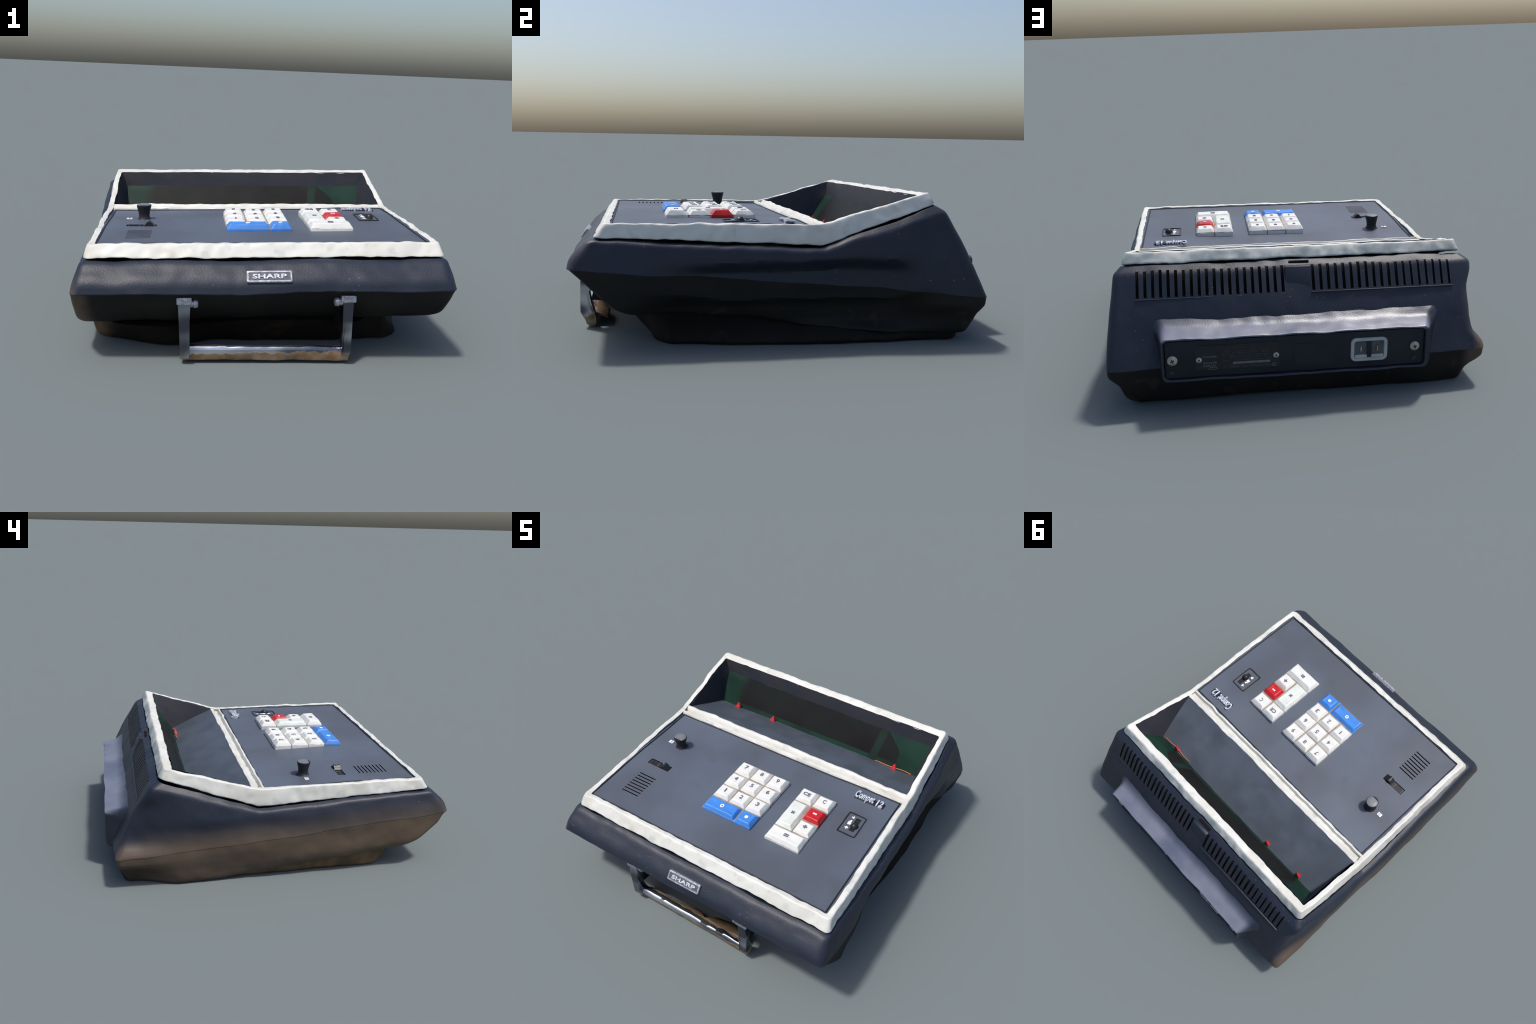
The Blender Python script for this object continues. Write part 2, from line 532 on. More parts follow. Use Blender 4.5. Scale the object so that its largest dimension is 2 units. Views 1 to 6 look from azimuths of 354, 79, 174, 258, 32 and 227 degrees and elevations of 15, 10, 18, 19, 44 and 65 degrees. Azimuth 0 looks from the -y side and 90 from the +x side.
# ------------------------------------------------------------------ base plate
save = rrect.nx, rrect.ny
def base_ring(inset, z):
    P = rrect(-1, 1, -1, 1, .10)
    X, Y = P[:, 0], P[:, 1]
    yb = .878
    # the middle of the front runs on in line with the chin's slope down to the ground
    xf = X * .80
    mid = smooth(-.80, -.62, xf) * (1 - smooth(.52, .70, xf))
    yf = -.635 - mid * (.030 + .75 * z) - .09 * np.exp(-((xf + .42) / .15) ** 2) * (1 - z / .2)
    y = yf + (Y + 1) / 2 * (yb - yf)
    xl = np.interp(y, [-.70, -.60, .2, .8], [-.844, -.854, -.872, -.876])
    xr = np.interp(y, [-.62, -.55, .0, .84], [.71, .77, .855, .895])
    x = xl + (X + 1) / 2 * (xr - xl)
    x = x - np.where(x < 0, .10 * z * smooth(-.60, -.3, y), 0)
    cx, cy = 0, .1
    x = x - np.sign(x - cx) * inset * np.minimum(1, np.abs(X) ** 3)
    y = y - np.sign(y - cy) * inset * np.minimum(1, np.abs(Y) ** 3)
    zz = np.full(len(P), z) if z > .01 else z - TILT * x
    return np.column_stack([x, y, zz])
rings = [base_ring(.12, .16), base_ring(-.012, .155), base_ring(-.004, .06), base_ring(.012, 0.0), base_ring(.3, 0.0)]
V, F = stack_mesh(rings, [0, 0, .03, .02, 0], .03)
V = right_hollow(V)
V2 = wobble(V, (.010, .004), (5, 16), 3)
low = (V[:, 2] + TILT * V[:, 0]) < .004
V2[low, 2] = V[low, 2]
V2[:, 2] = np.maximum(V2[:, 2], -TILT * V2[:, 0])
mesh_obj("base_plate", V2, F, M_BASE)

# ------------------------------------------------------------------ white rim
rings = [
    ring(-.815, .805, -.845, .66, .02, lift(RB, .004)),
    ring(-.858, .850, -.884, .705, .03, RB),
    ring(-.838, .830, -.840, .670, .022, RT),
    ring(-.808, .798, -.812, .622, .010, lift(RT, -.003)),
    ring(-.822, .812, -.828, .645, .008, lift(RT, -.030)),
]
V, F = stack_mesh(rings, [0, .010, .009, .003, 0], .02, closed=True)
V[:, 0] += np.where(V[:, 0] < 0, -.010 * bell(V[:, 1], -.6, .0, .5, .8), .006 * bell(V[:, 1], -1.2, -.8, -.3, .1))
V = wobble(V, (.0055, .0035), (9, 26), 4)
rim = mesh_obj("white_rim", V, F, M_RIM)

# divider between the key panel and the display: two lips with a gutter
prof = [(.104, .515), (.106, .546), (.113, .554), (.122, .554), (.128, .532), (.148, .531),
        (.158, .550), (.172, .559), (.182, .557), (.186, .546), (.188, .530)]
nxs = 150
V, F = [], []
for i in range(nxs + 1):
    x = -.824 + (1.632) * i / nxs
    for (y, z) in prof:
        V.append((x, y, z))
m = len(prof)
for i in range(nxs):
    for j in range(m - 1):
        F.append((i * m + j, i * m + j + 1, (i + 1) * m + j + 1, (i + 1) * m + j))
V = wobble(V, (.006, .0035), (8, 24), 5) - np.array([0, 0, .005])
mesh_obj("rim_divider", V, F, M_RIM)

# ------------------------------------------------------------------ key panel
def panel_z(y):
    return float(np.interp(y, [-.82, -.45, -.2, .11], [.553, .551, .544, .533]))
gx, gy = 80, 48
V, F = [], []
for top in (1, 0):
    for j in range(gy + 1):
        for i in range(gx + 1):
            x = -.826 + 1.634 * i / gx
            y = -.818 + .932 * j / gy
            V.append((x, y, panel_z(y) + .009 * float(smooth(.30, .55, x) * smooth(-.35, -.1, y)) - .008 * math.exp(-((x + .58) / .2) ** 2 - ((y + .1) / .16) ** 2) if top else .49))
W = wobble(V, (.003,), (4,), 6)
V = np.array(V)
V[:, 2] += (W[:, 2] - V[:, 2])
o = (gx + 1) * (gy + 1)
def gi(i, j, t):
    return t * o + j * (gx + 1) + i
for j in range(gy):
    for i in range(gx):
        F.append((gi(i, j, 0), gi(i + 1, j, 0), gi(i + 1, j + 1, 0), gi(i, j + 1, 0)))
        F.append((gi(i, j, 1), gi(i, j + 1, 1), gi(i + 1, j + 1, 1), gi(i + 1, j, 1)))
for i in range(gx):
    F.append((gi(i, 0, 0), gi(i, 0, 1), gi(i + 1, 0, 1), gi(i + 1, 0, 0)))
    F.append((gi(i, gy, 0), gi(i + 1, gy, 0), gi(i + 1, gy, 1), gi(i, gy, 1)))
for j in range(gy):
    F.append((gi(0, j, 0), gi(0, j + 1, 0), gi(0, j + 1, 1), gi(0, j, 1)))
    F.append((gi(gx, j, 0), gi(gx, j, 1), gi(gx, j + 1, 1), gi(gx, j + 1, 0)))
panel = mesh_obj("key_panel", V, F, [M_PANEL, M_VOID])
PV = V
SHADOW_LINES = []
def surf(x, y):
    d = (PV[:o, 0] - x) ** 2 + (PV[:o, 1] - y) ** 2
    return PV[int(np.argmin(d)), 2]

# shadow gap between panel and rim, modelled as a thin dark tube
for pts in ([(-.806 + 1.594 * t, -.806) for t in np.linspace(0, 1, 60)],
            [(-.806 + 1.594 * t, .101) for t in np.linspace(0, 1, 60)],
            [(-.803, -.806 + .907 * t) for t in np.linspace(0, 1, 40)],
            [(.791, -.806 + .907 * t) for t in np.linspace(0, 1, 40)]):
    SHADOW_LINES.append([(x, y, surf(x, y) + .0005) for x, y in pts])

cuts = []
for k in range(8):                                       # loudspeaker slits
    y = -.510 - k * .0238
    cuts.append((-.6175, y, .55, .122, .0075, .034))
cuts.append((-.617, -.392, .55, .158, .046, .030))       # slide switch well
cuts.append((.6465, -.196, .55, .030, .105, .030))       # rocker well
cV, cF = boxes(cuts)
carve(panel, mesh_obj("cutter", cV, cF, [M_VOID], smooth=False))

# ------------------------------------------------------------------ display recess
def patch(a, b, c, d, nu, nv):
    """bilinear patch a-b along u, d-c opposite"""
    a, b, c, d = map(np.array, (a, b, c, d))
    V = []
    for j in range(nv + 1):
        t = j / nv
        for i in range(nu + 1):
            s = i / nu
            V.append((1 - s) * (1 - t) * a + s * (1 - t) * b + s * t * c + (1 - s) * t * d)
    F = [(j * (nu + 1) + i, j * (nu + 1) + i + 1, (j + 1) * (nu + 1) + i + 1, (j + 1) * (nu + 1) + i)
         for j in range(nv) for i in range(nu)]
    return V, F
fl, fr = (-.808, .180, .549), (.798, .180, .549)
bl, br = (-.758, .486, .420), (.738, .486, .420)
tl, tr = (-.776, .606, .592), (.758, .606, .592)
ul, ur = (-.810, .622, .684), (.800, .622, .684)
V, F, idx = [], [], []
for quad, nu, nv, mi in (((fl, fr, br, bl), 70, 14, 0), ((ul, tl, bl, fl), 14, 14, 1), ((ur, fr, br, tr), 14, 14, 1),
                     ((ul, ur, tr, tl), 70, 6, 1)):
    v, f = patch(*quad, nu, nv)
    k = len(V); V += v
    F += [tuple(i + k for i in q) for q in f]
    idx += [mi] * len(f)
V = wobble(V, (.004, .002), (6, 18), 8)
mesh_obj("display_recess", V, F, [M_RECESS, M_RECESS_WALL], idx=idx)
v, f = patch((-.768, .483, .414), (.748, .483, .414), (.768, .610, .600), (-.786, .610, .600), 60, 10)
v = wobble(v, (.003,), (6,), 9)
mesh_obj("display_window", v, f, M_WINDOW)

# red decimal pointers: small pyramids standing at the foot of the window
pyr_v = [(-.019, -.010, -.004), (.019, -.010, -.004), (.019, .012, -.004), (-.019, .012, -.004), (.004, .010, .036)]
pyr_f = [(0, 1, 4), (1, 2, 4), (2, 3, 4), (3, 0, 4), (3, 2, 1, 0)]
pme = None
for x in (-.615, -.327, .592):
    if pme is None:
        ob = mesh_obj("decimal_pointer", pyr_v, pyr_f, M_REDPTR, smooth=False)
        pme = ob.data
    else:
        ob = link(bpy.data.objects.new("decimal_pointer", pme))
    ob.location = (x, .468, .434)

def tube(name, pts, r, mat, parent=root):
    cu = bpy.data.curves.new(name, 'CURVE')
    cu.dimensions = '3D'
    sp = cu.splines.new('POLY')
    sp.points.add(len(pts) - 1)
    for p, q in zip(sp.points, pts):
        p.co = (*q, 1)
    cu.bevel_depth = r
    cu.bevel_resolution = 2
    cu.use_fill_caps = True
    ob = bpy.data.objects.new(name, cu)
    bpy.context.collection.objects.link(ob)
    dg = bpy.context.evaluated_depsgraph_get()
    me = bpy.data.meshes.new_from_object(ob.evaluated_get(dg))
    bpy.data.objects.remove(ob)
    me.materials.clear()
    me.materials.append(mat)
    me.shade_smooth()
    return link(bpy.data.objects.new(name, me), parent)
for g in SHADOW_LINES:
    tube("panel_shadow_line", g, .0045, M_PLATE)
tube("orange_wire", [(.46 + .25 * t, .474 + .003 * math.sin(9 * t), .434 - .004 * math.sin(7 * t)) for t in np.linspace(0, 1, 24)], .0032, M_WIRE)

# ------------------------------------------------------------------ lettering
def text(name, body, size, mat, loc, rot=(0, 0, 0), width=None, height=None, depth=.0012, parent=root, bold=0.0, flat=None):
    cu = bpy.data.curves.new(name, 'FONT')
    cu.body = body
    cu.size = 1.0
    cu.align_x = 'CENTER'
    cu.align_y = 'CENTER'
    cu.extrude = .5
    cu.offset = bold
    cu.resolution_u = 3
    ob = bpy.data.objects.new(name, cu)
    bpy.context.collection.objects.link(ob)
    dg = bpy.context.evaluated_depsgraph_get()
    dg.update()
    me = bpy.data.meshes.new_from_object(ob.evaluated_get(dg))
    bpy.data.objects.remove(ob)
    co = np.zeros(len(me.vertices) * 3)
    me.vertices.foreach_get("co", co)
    co = co.reshape(-1, 3)
    mn, mx = co.min(0), co.max(0)
    c = (mn + mx) / 2
    w, h = mx[0] - mn[0], mx[1] - mn[1]
    sy = (height or size) / h if height else size
    sx = (width / w) if width else sy
    co = (co - c) * np.array([sx, sy, depth])
    me.vertices.foreach_set("co", co.ravel())
    me.materials.clear()
    me.materials.append(mat)
    o_ = link(bpy.data.objects.new(name, me), parent)
    o_.location = loc
    o_.rotation_euler = rot
    return o_

# ------------------------------------------------------------------ keys
KEY_H = .040
def key_mesh(w, d):
    rrect.nx, rrect.ny = 10, 10
    hw, hd = w / 2 - .0016, d / 2 - .0016
    fi, bi, si = .016, .024, .0155
    def rr(ix, iy0, iy1, z, r):
        P = rrect(-hw + ix, hw - ix, -hd + iy0, hd - iy1, r)
        return np.column_stack([P, np.full(len(P), z)])
    top = [rr(0, 0, 0, -.012, .004), rr(0, 0, 0, .014, .004), rr(si, fi, bi, KEY_H, .006),
           rr(si + .010, fi + .010, bi + .010, KEY_H - .0008, .008), rr(si + .022, fi + .022, bi + .022, KEY_H - .0022, .006)]
    V, F = stack_mesh(top, [0, .003, .006, 0, 0], None)
    return V, F
KW = .1125
def add_key(x0, x1, y0, y1, mat, legend, seed):
    w, d = x1 - x0, y1 - y0
    V, F = key_mesh(w, d)
    V = wobble(V, (.0022, .0008), (22, 60), seed)
    ob = mesh_obj("key", V, F, mat, smooth=True, angle=35)
    cx, cy = (x0 + x1) / 2, (y0 + y1) / 2
    ob.location = (cx, cy, .5490 + .002 * math.sin(seed * 2.3))
    z = KEY_H - .0004
    if legend == "0":
        text("key_legend", "0", .03, M_WINK, (0, -.002, z), height=.027, width=.024, parent=ob, bold=.03, depth=.003)
    elif legend == "dot":
        rrect.nx, rrect.ny = 3, 3
        P = np.array([(.011 * math.cos(a), .011 * math.sin(a)) for a in np.linspace(0, 2 * math.pi, 20, endpoint=False)])
        st = [np.column_stack([P, np.full(20, -.002)]), np.column_stack([P, np.full(20, .0012)])]
        v, f = stack_mesh(st, None, None)
        mesh_obj("key_legend", v, f, M_WINK, parent=ob, smooth=False).location = (0, -.002, z)
    elif legend in ("minus", "times", "plus", "equals"):
        if legend == "minus":
            bs, mt = [(0, 0, 0, .024, .010, .003)], M_WINK
        elif legend == "equals":
            bs, mt = [(0, .006, 0, .028, .007, .003), (0, -.006, 0, .028, .007, .003)], M_INK
        else:
            bs, mt = [(0, 0, 0, .025, .0075, .003), (0, 0, 0, .0075, .025, .0026)], M_INK
        v, f = boxes(bs)
        lg = mesh_obj("key_legend", v, f, mt, parent=ob, smooth=False)
        lg.location = (0, 0, z)
        if legend == "times":
            lg.rotation_euler = (0, 0, math.pi / 4)
    elif legend == "CE":
        text("key_legend", "CE", .03, M_INK, (-.004, 0, z), height=.026, width=.045, parent=ob, depth=.003, bold=.02)
    else:
        text("key_legend", legend, .03, M_INK, (0, .002, z), height=.029, parent=ob, width=.019 if legend != "1" else .007, depth=.003, bold=.01)
    return ob

rows = [-.1035 - .1125 * k for k in range(5)]            # row borders, back to front
LX = [-.177 + KW * k for k in range(4)]
RX = [.256 + KW * k for k in range(3)]
sd = 1
for r, labels in enumerate((("7", "8", "9"), ("4", "5", "6"), ("1", "2", "3"))):
    for c, lab in enumerate(labels):
        add_key(LX[c], LX[c + 1], rows[r + 1], rows[r], M_KEYW, lab, sd); sd += 1
add_key(LX[0], LX[2], rows[4], rows[3], M_KEYB, "0", sd); sd += 1
add_key(LX[2], LX[3], rows[4], rows[3], M_KEYB, "dot", sd); sd += 1
add_key(RX[0], RX[1], rows[1], rows[0], M_KEYW, "CE", sd); sd += 1
add_key(RX[1], RX[2], rows[1], rows[0], M_KEYW, "C", sd); sd += 1
add_key(RX[0], RX[1], rows[3], rows[1], M_KEYG, "times", sd); sd += 1
add_key(RX[1], RX[2], rows[2], rows[1], M_KEYR, "minus", sd); sd += 1
add_key(RX[1], RX[2], rows[3], rows[2], M_KEYW, "plus", sd); sd += 1
add_key(RX[0], RX[2], rows[4], rows[3], M_KEYW, "equals", sd); sd += 1

# bed that fills the gaps between neighbouring keys
for a, b_ in ((LX[0], LX[3]), (RX[0], RX[2])):
    v, f = boxes([((a + b_) / 2, (rows[0] + rows[4]) / 2, .553, b_ - a - .006, rows[0] - rows[4] - .006, .026)])
    mesh_obj("key_bed", v, f, M_BED, smooth=False)

# ------------------------------------------------------------------ knob
def lathe(prof, n=32):
    rings_ = [np.array([(r * math.cos(a), r * math.sin(a), z) for a in np.linspace(0, 2 * math.pi, n, endpoint=False)]) for r, z in prof]
    return stack_mesh(rings_, None, None)
kz = surf(-.617, -.17)
V, F = lathe([(.050, -.008), (.042, -.001), (.033, .006), (.029, .020), (.031, .042), (.038, .068), (.040, .076), (.039, .080)])
V = wobble(V, (.003,), (18,), 3)
knob = mesh_obj("decimal_knob", V, F, M_KNOB)
knob.location = (-.618, -.172, kz)
V, F = lathe([(.037, .074), (.037, .0815), (.034, .0835), (.01, .0838)])
V[:, 1] = np.maximum(V[:, 1], -.026)                    # one flattened flank
mesh_obj("knob_cap", V, F, M_KNOBTOP, parent=knob)
lv, lf = boxes([(-.699, -.172, surf(-.70, -.17) + .0015, .030, .024, .004)])
lab = mesh_obj("knob_label", lv, lf, M_WINK, smooth=False)
text("knob_label_digit", "0", .02, M_INK, (-.697, -.172, surf(-.70, -.17) + .004), height=.018, width=.011, rot=(0, 0, .1))

# ------------------------------------------------------------------ slide switch at the left
sz = surf(-.617, -.392)
bv, bf = boxes([(-.617, -.392, sz - .010, .150, .040, .012)])
sw = mesh_obj("slide_switch", bv, bf, M_BLACK, smooth=False)
def saddle(cx, cy, z0, lx, ly, h, mat, name, parent):
    n = 16
    V, F = [], []
    for i in range(n + 1):
        t = i / n
        x = cx - lx / 2 + lx * t
        z = z0 + h * math.sin(math.pi * t) ** 1.6
        V += [(x, cy - ly / 2, z), (x, cy + ly / 2, z), (x, cy - ly / 2, z0 - .012), (x, cy + ly / 2, z0 - .012)]
    for i in range(n):
        a, b = 4 * i, 4 * (i + 1)
        F += [(a, b, b + 1, a + 1), (a + 2, a + 3, b + 3, b + 2), (a, a + 2, b + 2, b), (a + 1, b + 1, b + 3, a + 3)]
    F += [(0, 1, 3, 2), (4 * n, 4 * n + 2, 4 * n + 3, 4 * n + 1)]
    return mesh_obj(name, V, F, mat, parent=parent)
saddle(-.577, -.393, sz - .002, .066, .040, .026, M_BLACK, "switch_slider", sw)
mv, mf = boxes([(-.6885, -.392, sz - .0035, .0025, .034, .002), (-.627, -.392, sz - .0035, .0025, .034, .002)])
mesh_obj("switch_mark", mv, mf, M_GINK, parent=sw, smooth=False)
dv, df = lathe([(.006, 0), (.005, .003), (.002, .005)], 14)
dd = mesh_obj("switch_dot", dv, df, M_LABEL, parent=sw)
dd.location = (-.585, -.388, sz + .022)

# ------------------------------------------------------------------ operation selector at the right
oz = surf(.629, -.2)
def frame(cx, cy, z, lx, ly, t, h, mat, name):
    rrect.nx, rrect.ny = 14, 14
    rs = []
    for e, zz in ((0, -.006), (0, h), (t, h), (t, -.006)):
        P = rrect(cx - lx / 2 + e, cx + lx / 2 - e, cy - ly / 2 + e, cy + ly / 2 - e, .008 - e * .5)
        rs.append(np.column_stack([P, np.full(len(P), z + zz)]))
    V, F = stack_mesh(rs, None, None, closed=True)
    V = wobble(V, (.003,), (16,), 2)
    return mesh_obj(name, V, F, mat)
sel = frame(.630, -.202, oz, .112, .168, .0055, .004, M_BLACK, "selector_frame")
bv, bf = boxes([(.6465, -.196, oz - .010, .027, .100, .014)])
mesh_obj("selector_slide", bv, bf, M_BLACK, parent=sel, smooth=False)
bv, bf = lathe([(.024, -.004), (.021, .010), (.013, .020), (.004, .023)], 20)
kn = mesh_obj("selector_lever", bv, bf, M_BLACK, parent=sel)
kn.location = (.648, -.208, oz)
mk = []
for (yy, kind) in ((-.150, 'x'), (-.182, '-'), (-.202, 'o'), (-.238, '+')):
    cx = .612
    if kind == 'x':
        mk.append((cx, yy, oz + .002, .018, .006, .003)); mk.append((cx + .003, yy, oz + .0022, .006, .020, .003))
    elif kind == '-':
        mk.append((cx + .002, yy, oz + .002, .010, .016, .003)); mk.append((cx - .006, yy - .006, oz + .0021, .008, .006, .003))
    elif kind == 'o':
        mk.append((cx, yy, oz + .0023, .020, .018, .003))
    else:
        mk.append((cx, yy, oz + .002, .021, .007, .003)); mk.append((cx, yy, oz + .0022, .007, .021, .003))
v, f = boxes(mk)
mesh_obj("selector_mark", v, f, M_WINK, parent=sel, smooth=False)

# raised model lettering in silver with dark backing
lz = surf(.63, .02)
text("model_lettering", "Compet", .05, M_LETTER, (.597, .026, lz + .006), width=.122, height=.074, depth=.012, bold=.03)
text("model_lettering", "12", .05, M_LETTER, (.697, .026, lz + .006), width=.040, height=.052, depth=.012, bold=.035)
bv, bf = boxes([(.632, .021, lz + .002, .186, .040, .006)])
bevelled(mesh_obj("lettering_backing", bv, bf, M_PLATE, smooth=False), .002)

# ------------------------------------------------------------------ front badge
face_ang = math.atan2(.460 - .414, .988 - .954)          # slope of the front face
rrect.nx, rrect.ny = 20, 10
def badge_ring(e, z, r):
    P = rrect(-.106 + e, .106 - e, -.0285 + e, .0285 - e, r)
    return np.column_stack([P, np.full(len(P), z)])
V, F = stack_mesh([badge_ring(0, -.012, .006), badge_ring(0, .004, .006), badge_ring(.003, .007, .005), badge_ring(.009, .007, .004), badge_ring(.011, .003, .004)], None, None)
badge = mesh_obj("front_badge", V, F, M_SILVER)
badge.location = (.000, -.9715, .4375)
badge.rotation_euler = (face_ang, 0, 0)
V, F = stack_mesh([badge_ring(.010, .0025, .004), badge_ring(.011, .0042, .004)], None, None)
mesh_obj("badge_field", V, F, M_BADGE, parent=badge)
text("badge_lettering", "SHARP", .03, M_LETTER, (0, 0, .006), width=.158, height=.023, depth=.005, parent=badge, bold=.03)

# ------------------------------------------------------------------ rear power housing
rrect.nx, rrect.ny = 90, 22
def back_ring(x0, x1, z0, z1, y, r):
    P = rrect(x0, x1, z0, z1, r)
    return np.column_stack([P[:, 0], np.full(len(P), y), P[:, 1]])
rings = [
    back_ring(-.76, .745, .10, .455, .80, .05),
    back_ring(-.72, .715, .12, .415, .862, .05),
    back_ring(-.675, .684, .130, .388, .905, .045),
    back_ring(-.640, .670, .142, .374, .962, .03),
    back_ring(-.622, .662, .148, .366, .996, .026),
    back_ring(-.606, .652, .158, .358, .992, .024),
    back_ring(-.602, .647, .161, .353, .974, .022),
]
V, F = stack_mesh(rings, [0, .02, .02, .01, .004, .002, 0], .02, cap0=False)
V[:, 1] -= np.where(V[:, 1] > .9, (1 - smooth(.14, .21, V[:, 2])) * .004, 0)
V = wobble(V, (.006, .002), (6, 20), 11)
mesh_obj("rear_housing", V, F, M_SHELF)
PY = .980
pv, pf = boxes([(.0225, PY - .004, .257, 1.245, .010, .186)])
bevelled(mesh_obj("power_panel", pv, pf, M_PLATE, smooth=False), .003)
PY = .9815
BACK = (math.pi / 2, 0, math.pi)                          # lettering that reads from behind

def screw(x, z, r, name="panel_screw", dep=.010):
    v, f = lathe([(r, -.004), (r, dep * .35), (r * .8, dep * .8), (r * .45, dep), (.0005, dep)], 24)
    ob = mesh_obj(name, v, f, M_SCREW)
    ob.location = (x, PY, z)
    ob.rotation_euler = (-math.pi / 2, 0, 0)
    v, f = boxes([(0, 0, dep, r * .85, r * .22, .0022), (0, 0, dep, r * .22, r * .85, .0018)])
    s = mesh_obj("screw_slot", v, f, M_BLACK, parent=ob, smooth=False)
    s.rotation_euler = (0, 0, random.uniform(0, 1.5))
screw(.612, .256, .0245)
screw(-.554, .260, .0235)
def hole(x, z, r):
    v, f = lathe([(r, -.003), (r, .0022), (r * .6, .0022), (r * .55, .001)], 20)
    ob = mesh_obj("threaded_hole", v, f, M_GINK2)
    ob.location = (x, PY, z); ob.rotation_euler = (-math.pi / 2, 0, 0)
    v, f = lathe([(r * .55, 0), (r * .5, .0014)], 16)
    mesh_obj("hole_core", v, f, M_BLACK, parent=ob)
hole(.615, .194, .011)
hole(-.552, .197, .011)
rrect.nx, rrect.ny = 30, 12
def plate(name, x0, x1, z0, z1, h, mat, r=.012):
    V, F = stack_mesh([back_ring(x0, x1, z0, z1, PY - .002, r), back_ring(x0, x1, z0, z1, PY + h, r),
                       back_ring(x0 + .003, x1 - .003, z0 + .003, z1 - .003, PY + h + .001, r - .002)], None, None, cap0=False)
    return mesh_obj(name, V, F, mat, smooth=False)
name_plate = plate("nameplate", .106, .504, .196, .324, .0022, M_PLATE2)
plate("blank_plate", -.140, .038, .192, .306, .0012, M_PLATE)
screw(.488, .252, .0145, "nameplate_screw", .007)
screw(.123, .256, .0145, "nameplate_screw", .007)
TY = PY + .0035
for body, z in (("POWER", .266), ("POWER", .235), ("SERIAL", .2205)):
    text("nameplate_lettering", body, .012, M_GINK, (.436, TY, z), BACK, width=.066, height=.0105, depth=.0008)
def strip(name, x0, x1, z, h, mat, dz=0.0):
    v, f = boxes([(0, 0, 0, abs(x1 - x0), .0012, h)])
    ob = mesh_obj(name, v, f, mat, smooth=False)
    ob.location = ((x0 + x1) / 2, TY, z)
    ob.rotation_euler = (0, dz, 0)
    return ob
strip("serial_label", .330, .152, .2285, .011, M_LABEL)
text("nameplate_lettering", "COMPET 12", .012, M_GINK2, (.310, TY, .307), BACK, width=.18, height=.014, depth=.0008)
rr_ = random.Random(5)
fb = []
for k, z in enumerate((.291, .280, .268, .257, .244, .215, .207)):
    x = .385 - rr_.uniform(0, .02)
    while x > .165:
        l = rr_.uniform(.012, .045)
        fb.append((x - l / 2, TY, z + rr_.uniform(-.001, .001), l, .0010, rr_.uniform(.0035, .006)))
        x -= l + rr_.uniform(.006, .025)
v, f = boxes(fb)
ob = mesh_obj("faded_print", v, f, M_GINK2, smooth=False)
ob["kind"] = "stuff"
# certification oval
P = [(.424 + .020 * math.cos(a), TY, .2055 + .006 * math.sin(a)) for a in np.linspace(0, 2 * math.pi, 25)]
tube("certification_mark", P, .0012, M_GINK)
P = [(.133 + .0075 * math.cos(a), TY, .208 + .0085 * math.sin(a)) for a in np.linspace(0, 2 * math.pi, 20)]
tube("nameplate_hole_ring", P, .0013, M_GINK)

# power socket: grey collar, sunken well, centre wall and two pins
rrect.nx, rrect.ny = 20, 14
x0, x1, z0, z1 = -.418, -.238, .197, .318
V, F = stack_mesh([back_ring(x0, x1, z0, z1, PY - .004, .026), back_ring(x0, x1, z0, z1, PY + .004, .026),
                   back_ring(x0 + .003, x1 - .003, z0 + .003, z1 - .003, PY + .007, .024),
                   back_ring(x0 + .016, x1 - .016, z0 + .015, z1 - .015, PY + .007, .012),
                   back_ring(x0 + .018, x1 - .018, z0 + .017, z1 - .017, PY + .0012, .010)], None, None, cap0=False)
idx = [0 if V[list(q)][:, 1].max() > PY + .003 else 1 for q in F]
sock = mesh_obj("power_socket", V, F, [M_SOCK, M_SOCKIN], idx=idx)
v, f = boxes([(-.328, PY + .002, .261, .022, .008, .088)])
mesh_obj("socket_wall", v, f, M_PLATE, parent=sock, smooth=False)
v, f = boxes([(-.328, PY + .001, .2225, .140, .008, .016)])
mesh_obj("socket_ledge", v, f, M_SOCK, parent=sock, smooth=False)
for px in (-.288, -.368):
    v, f = boxes([(px, PY + .003, .262, .006, .009, .026)])
    mesh_obj("socket_pin", v, f, M_BRASS, parent=sock, smooth=False)

# ------------------------------------------------------------------ carrying handle / front stand
def extrude_x(prof, xs, scale=None):
    V, F = [], []
    m = len(prof)
    for i, x in enumerate(xs):
        for j, (y, z) in enumerate(prof):
            V.append((x, y, z))
    for i in range(len(xs) - 1):
        for j in range(m):
            k = (j + 1) % m
            F.append((i * m + j, i * m + k, (i + 1) * m + k, (i + 1) * m + j))
    F.append(tuple(range(m))); F.append(tuple((len(xs) - 1) * m + j for j in reversed(range(m))))
    return V, F
bar_prof = [(-.978, .060), (-.977, .072), (-.970, .081), (-.958, .084), (-.944, .080), (-.930, .068), (-.922, .045),
            (-.922, .016), (-.932, .004), (-.950, .003), (-.966, .012), (-.975, .040)]
handle = None
xs = np.linspace(-.395, .392, 60)
V, F = extrude_x(bar_prof, xs)
V = np.array(V)
V[:, 1] += .016
V[:, 2] += .005
V[:, 2] -= TILT * V[:, 0]                # the bar rests level on the ground
V = wobble(V, (.004, .002), (9, 25), 14)
V[:, 2] = np.maximum(V[:, 2], .001 - TILT * V[:, 0])
handle = mesh_obj("carrying_handle", V, F, M_BAR)
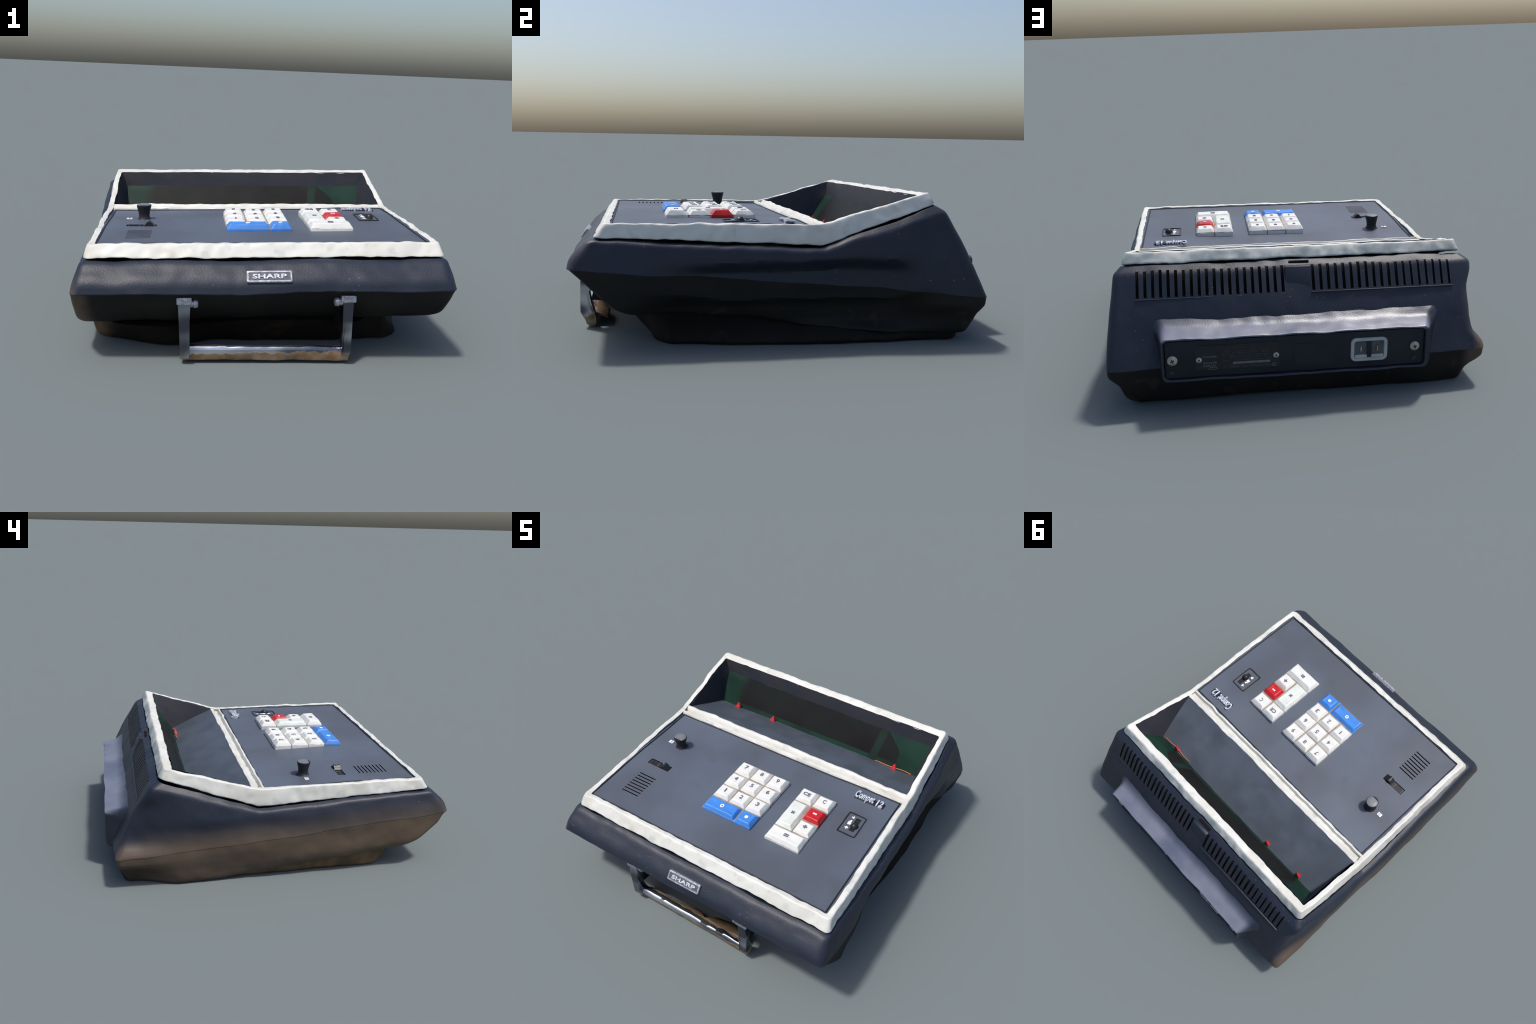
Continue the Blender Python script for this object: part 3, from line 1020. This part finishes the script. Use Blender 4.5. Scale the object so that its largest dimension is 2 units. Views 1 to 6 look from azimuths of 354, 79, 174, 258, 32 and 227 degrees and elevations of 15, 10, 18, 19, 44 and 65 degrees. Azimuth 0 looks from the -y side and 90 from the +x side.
# torn flap trailing behind the bar, with a notch near its middle
V, F = [], []
nx_, ny_ = 60, 5
for i in range(nx_ + 1):
    x = -.34 + .69 * i / nx_
    notch = math.exp(-((x - .06) / .035) ** 2)
    grow = (.15 + .85 * min(1, max(0, (x + .15) / .35))) * (1 - .85 * notch)
    for j in range(ny_ + 1):
        t = j / ny_
        y = -.920 + .075 * t * grow
        z = .062 - .030 * t * grow - TILT * x
        V.append((x, y, z))
for i in range(nx_):
    for j in range(ny_):
        a = i * (ny_ + 1) + j
        F.append((a, a + 1, a + ny_ + 2, a + ny_ + 1))
V = wobble(V, (.004,), (14,), 15)
fm = simple("brown_flap", (.15, .09, .045), (.07, .05, .035), 9, .6)
flap = mesh_obj("handle_flap", V, F, fm, parent=handle)
sm = flap.modifiers.new("thick", 'SOLIDIFY'); sm.thickness = .012; sm.offset = -1
apply_mods(flap)

leg_prof = [(-.962, .345), (-.972, .300), (-.978, .225), (-.980, .070), (-.960, .030), (-.925, .030), (-.905, .060),
            (-.922, .120), (-.930, .170), (-.915, .225), (-.885, .270), (-.880, .300)]
for s, x0, x1 in ((-1, -.420, -.362), (1, .350, .402)):
    V, F = extrude_x(leg_prof, np.linspace(x0, x1, 6))
    V = np.array(V)
    mid = (x0 + x1) / 2
    tz = np.clip((V[:, 2] - .06) / .25, 0, 1)
    V[:, 0] = mid + (V[:, 0] - mid) * (.78 + .22 * tz)
    V = wobble(V, (.004,), (14,), 16 + s)
    bevelled(mesh_obj("handle_leg", V, F, M_LEG, parent=handle), .006)
    bv, bf = boxes([(mid, -.955, .325, .070, .050, .034)])
    bevelled(mesh_obj("handle_bracket", bv, bf, M_SILVER, parent=handle, smooth=False), .004)
    v, f = lathe([(.018, -.02), (.018, .012), (.022, .014), (.020, .032), (.01, .036)], 18)
    pk = mesh_obj("pivot_knob", v, f, M_SILVER, parent=handle)
    pk.location = (mid - s * .030, -.950, .305)
    pk.rotation_euler = (0, -s * math.pi / 2, 0)
    # web of dark skin from the leg back to the underside
    v = [(mid - s * .02, -.90, .26), (mid + s * .02, -.90, .26), (mid + s * .03, -.75, .17), (mid - s * .03, -.75, .17),
         (mid - s * .01, -.925, .13), (mid + s * .01, -.925, .13), (mid + s * .03, -.76, .12), (mid - s * .03, -.76, .12)]
    f = [(0, 1, 2, 3), (4, 7, 6, 5), (0, 4, 5, 1), (1, 5, 6, 2), (2, 6, 7, 3), (3, 7, 4, 0)]
    mesh_obj("leg_web", v, f, M_LOW, parent=handle)
